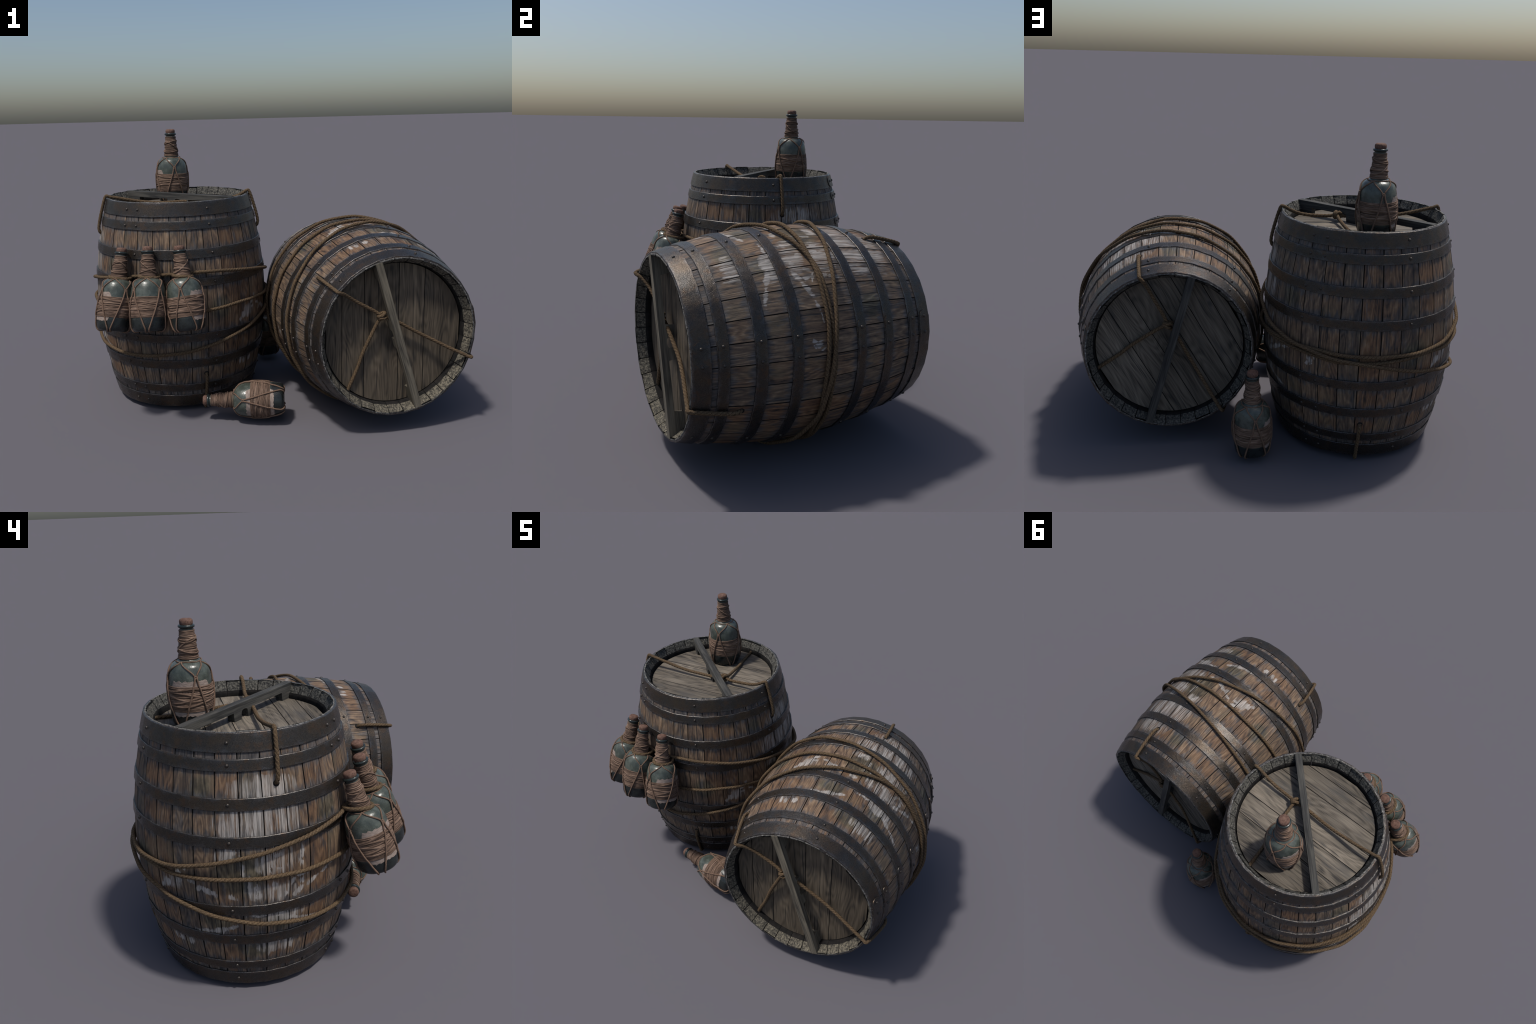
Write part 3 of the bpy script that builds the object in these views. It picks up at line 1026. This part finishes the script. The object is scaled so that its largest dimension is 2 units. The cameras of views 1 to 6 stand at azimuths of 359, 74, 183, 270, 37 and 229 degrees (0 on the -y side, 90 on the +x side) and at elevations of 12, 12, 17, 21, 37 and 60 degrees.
    for i in range(na + 1):
        a = -54 + 108 * i / na
        e = min(1, (na / 2 - abs(i - na / 2)) / 2.0)
        hi = .172 + .018 * e + .006 * noise.noise(Vector((a * .11, 3, 0))) + .003 * noise.noise(Vector((a * .5, 1, 0)))
        lo = .066 - .016 * e - .008 * noise.noise(Vector((a * .09, 9, 0))) - .003 * noise.noise(Vector((a * .5, 5, 0)))
        for z, d in ((lo, .0), (lo, .0012), (.08, .0012), (.16, .0012), (hi, .0012), (hi, .0)):
            v.append(polar(a, glass_radius(z) + d - .0002, z))
    for i in range(na):
        f += [(i * 6 + j, i * 6 + j + 1, i * 6 + j + 7, i * 6 + j + 6) for j in range(5)]
    f += [tuple(range(6)), tuple(na * 6 + j for j in range(6))]
    parts["cloth_label"] = make_mesh("cloth_label", v, f, [CLOTH], None, 40)
    return parts


print("bottles")
BOTTLE = bottle_meshes()


def bottle(matrix, label):
    root = place("corked_bottle", None)
    root.matrix_world = matrix @ Matrix.Scale(1.006, 4)
    root.empty_display_size = .1
    root["label"], root["category"] = label, "bottle"
    for name, me in BOTTLE.items():
        o = place(name, me, root)
        if name in ("belly_binding", "neck_binding"):
            o["kind"] = "stuff"
    return root


def axis(cork, base):
    return Vector(cork) - Vector(base)


bottle(frame((-.5473, .3448, 1.0672), (.003, -.0005, 1), (1, 0, 0), 186), "green glass bottle bound in twine standing on a cask")
bottle(frame((-.0070, .5600, .0262), (.001, -.002, 1), (1, 0, 0), 190), "green glass bottle bound in twine standing on the ground")
bottle(frame((.0540, -.3990, .1210), (-.4284, .0368, -.0130), (0, -1, .09), 0), "green glass bottle bound in twine lying on the ground")
HANGING = [((-.7549, -.2686, .9100), (-.8021, -.3962, .5105), -150), ((-.6141, -.3292, .9245), (-.6126, -.4610, .5236), 127), ((-.4573, -.3446, .9273), (-.4123, -.4575, .5232), -14)]
for cork, base, spin in HANGING:
    m = frame(base, axis(cork, base), (1, 0, 0), spin)
    b = bottle(m, "green glass bottle bound in twine hanging by its neck")
    # rope loop round the neck, drawn back to the lashing on the barrel
    inv = (m @ Matrix.Scale(1.006, 4)).inverted()
    neck = (m @ Matrix.Scale(1.006, 4)) @ Vector((0, 0, .2655))
    to = UP_C - neck
    to.z = 0
    to.normalize()
    side = Vector((-to.y, to.x, 0))
    pts = []
    for i in range(16):
        q = 2 * pi * i / 16
        rr = .0470
        p = neck + to * (.012 + (rr + .012) * cos(q)) + side * rr * sin(q) + Vector((0, 0, .002 - .010 * cos(q) + .004 * sin(q)))
        pts.append(inv @ p)
    place("neck_loop", rope_mesh("neck_loop", [(catmull(pts, .004, True), True)]), b)
print("done")
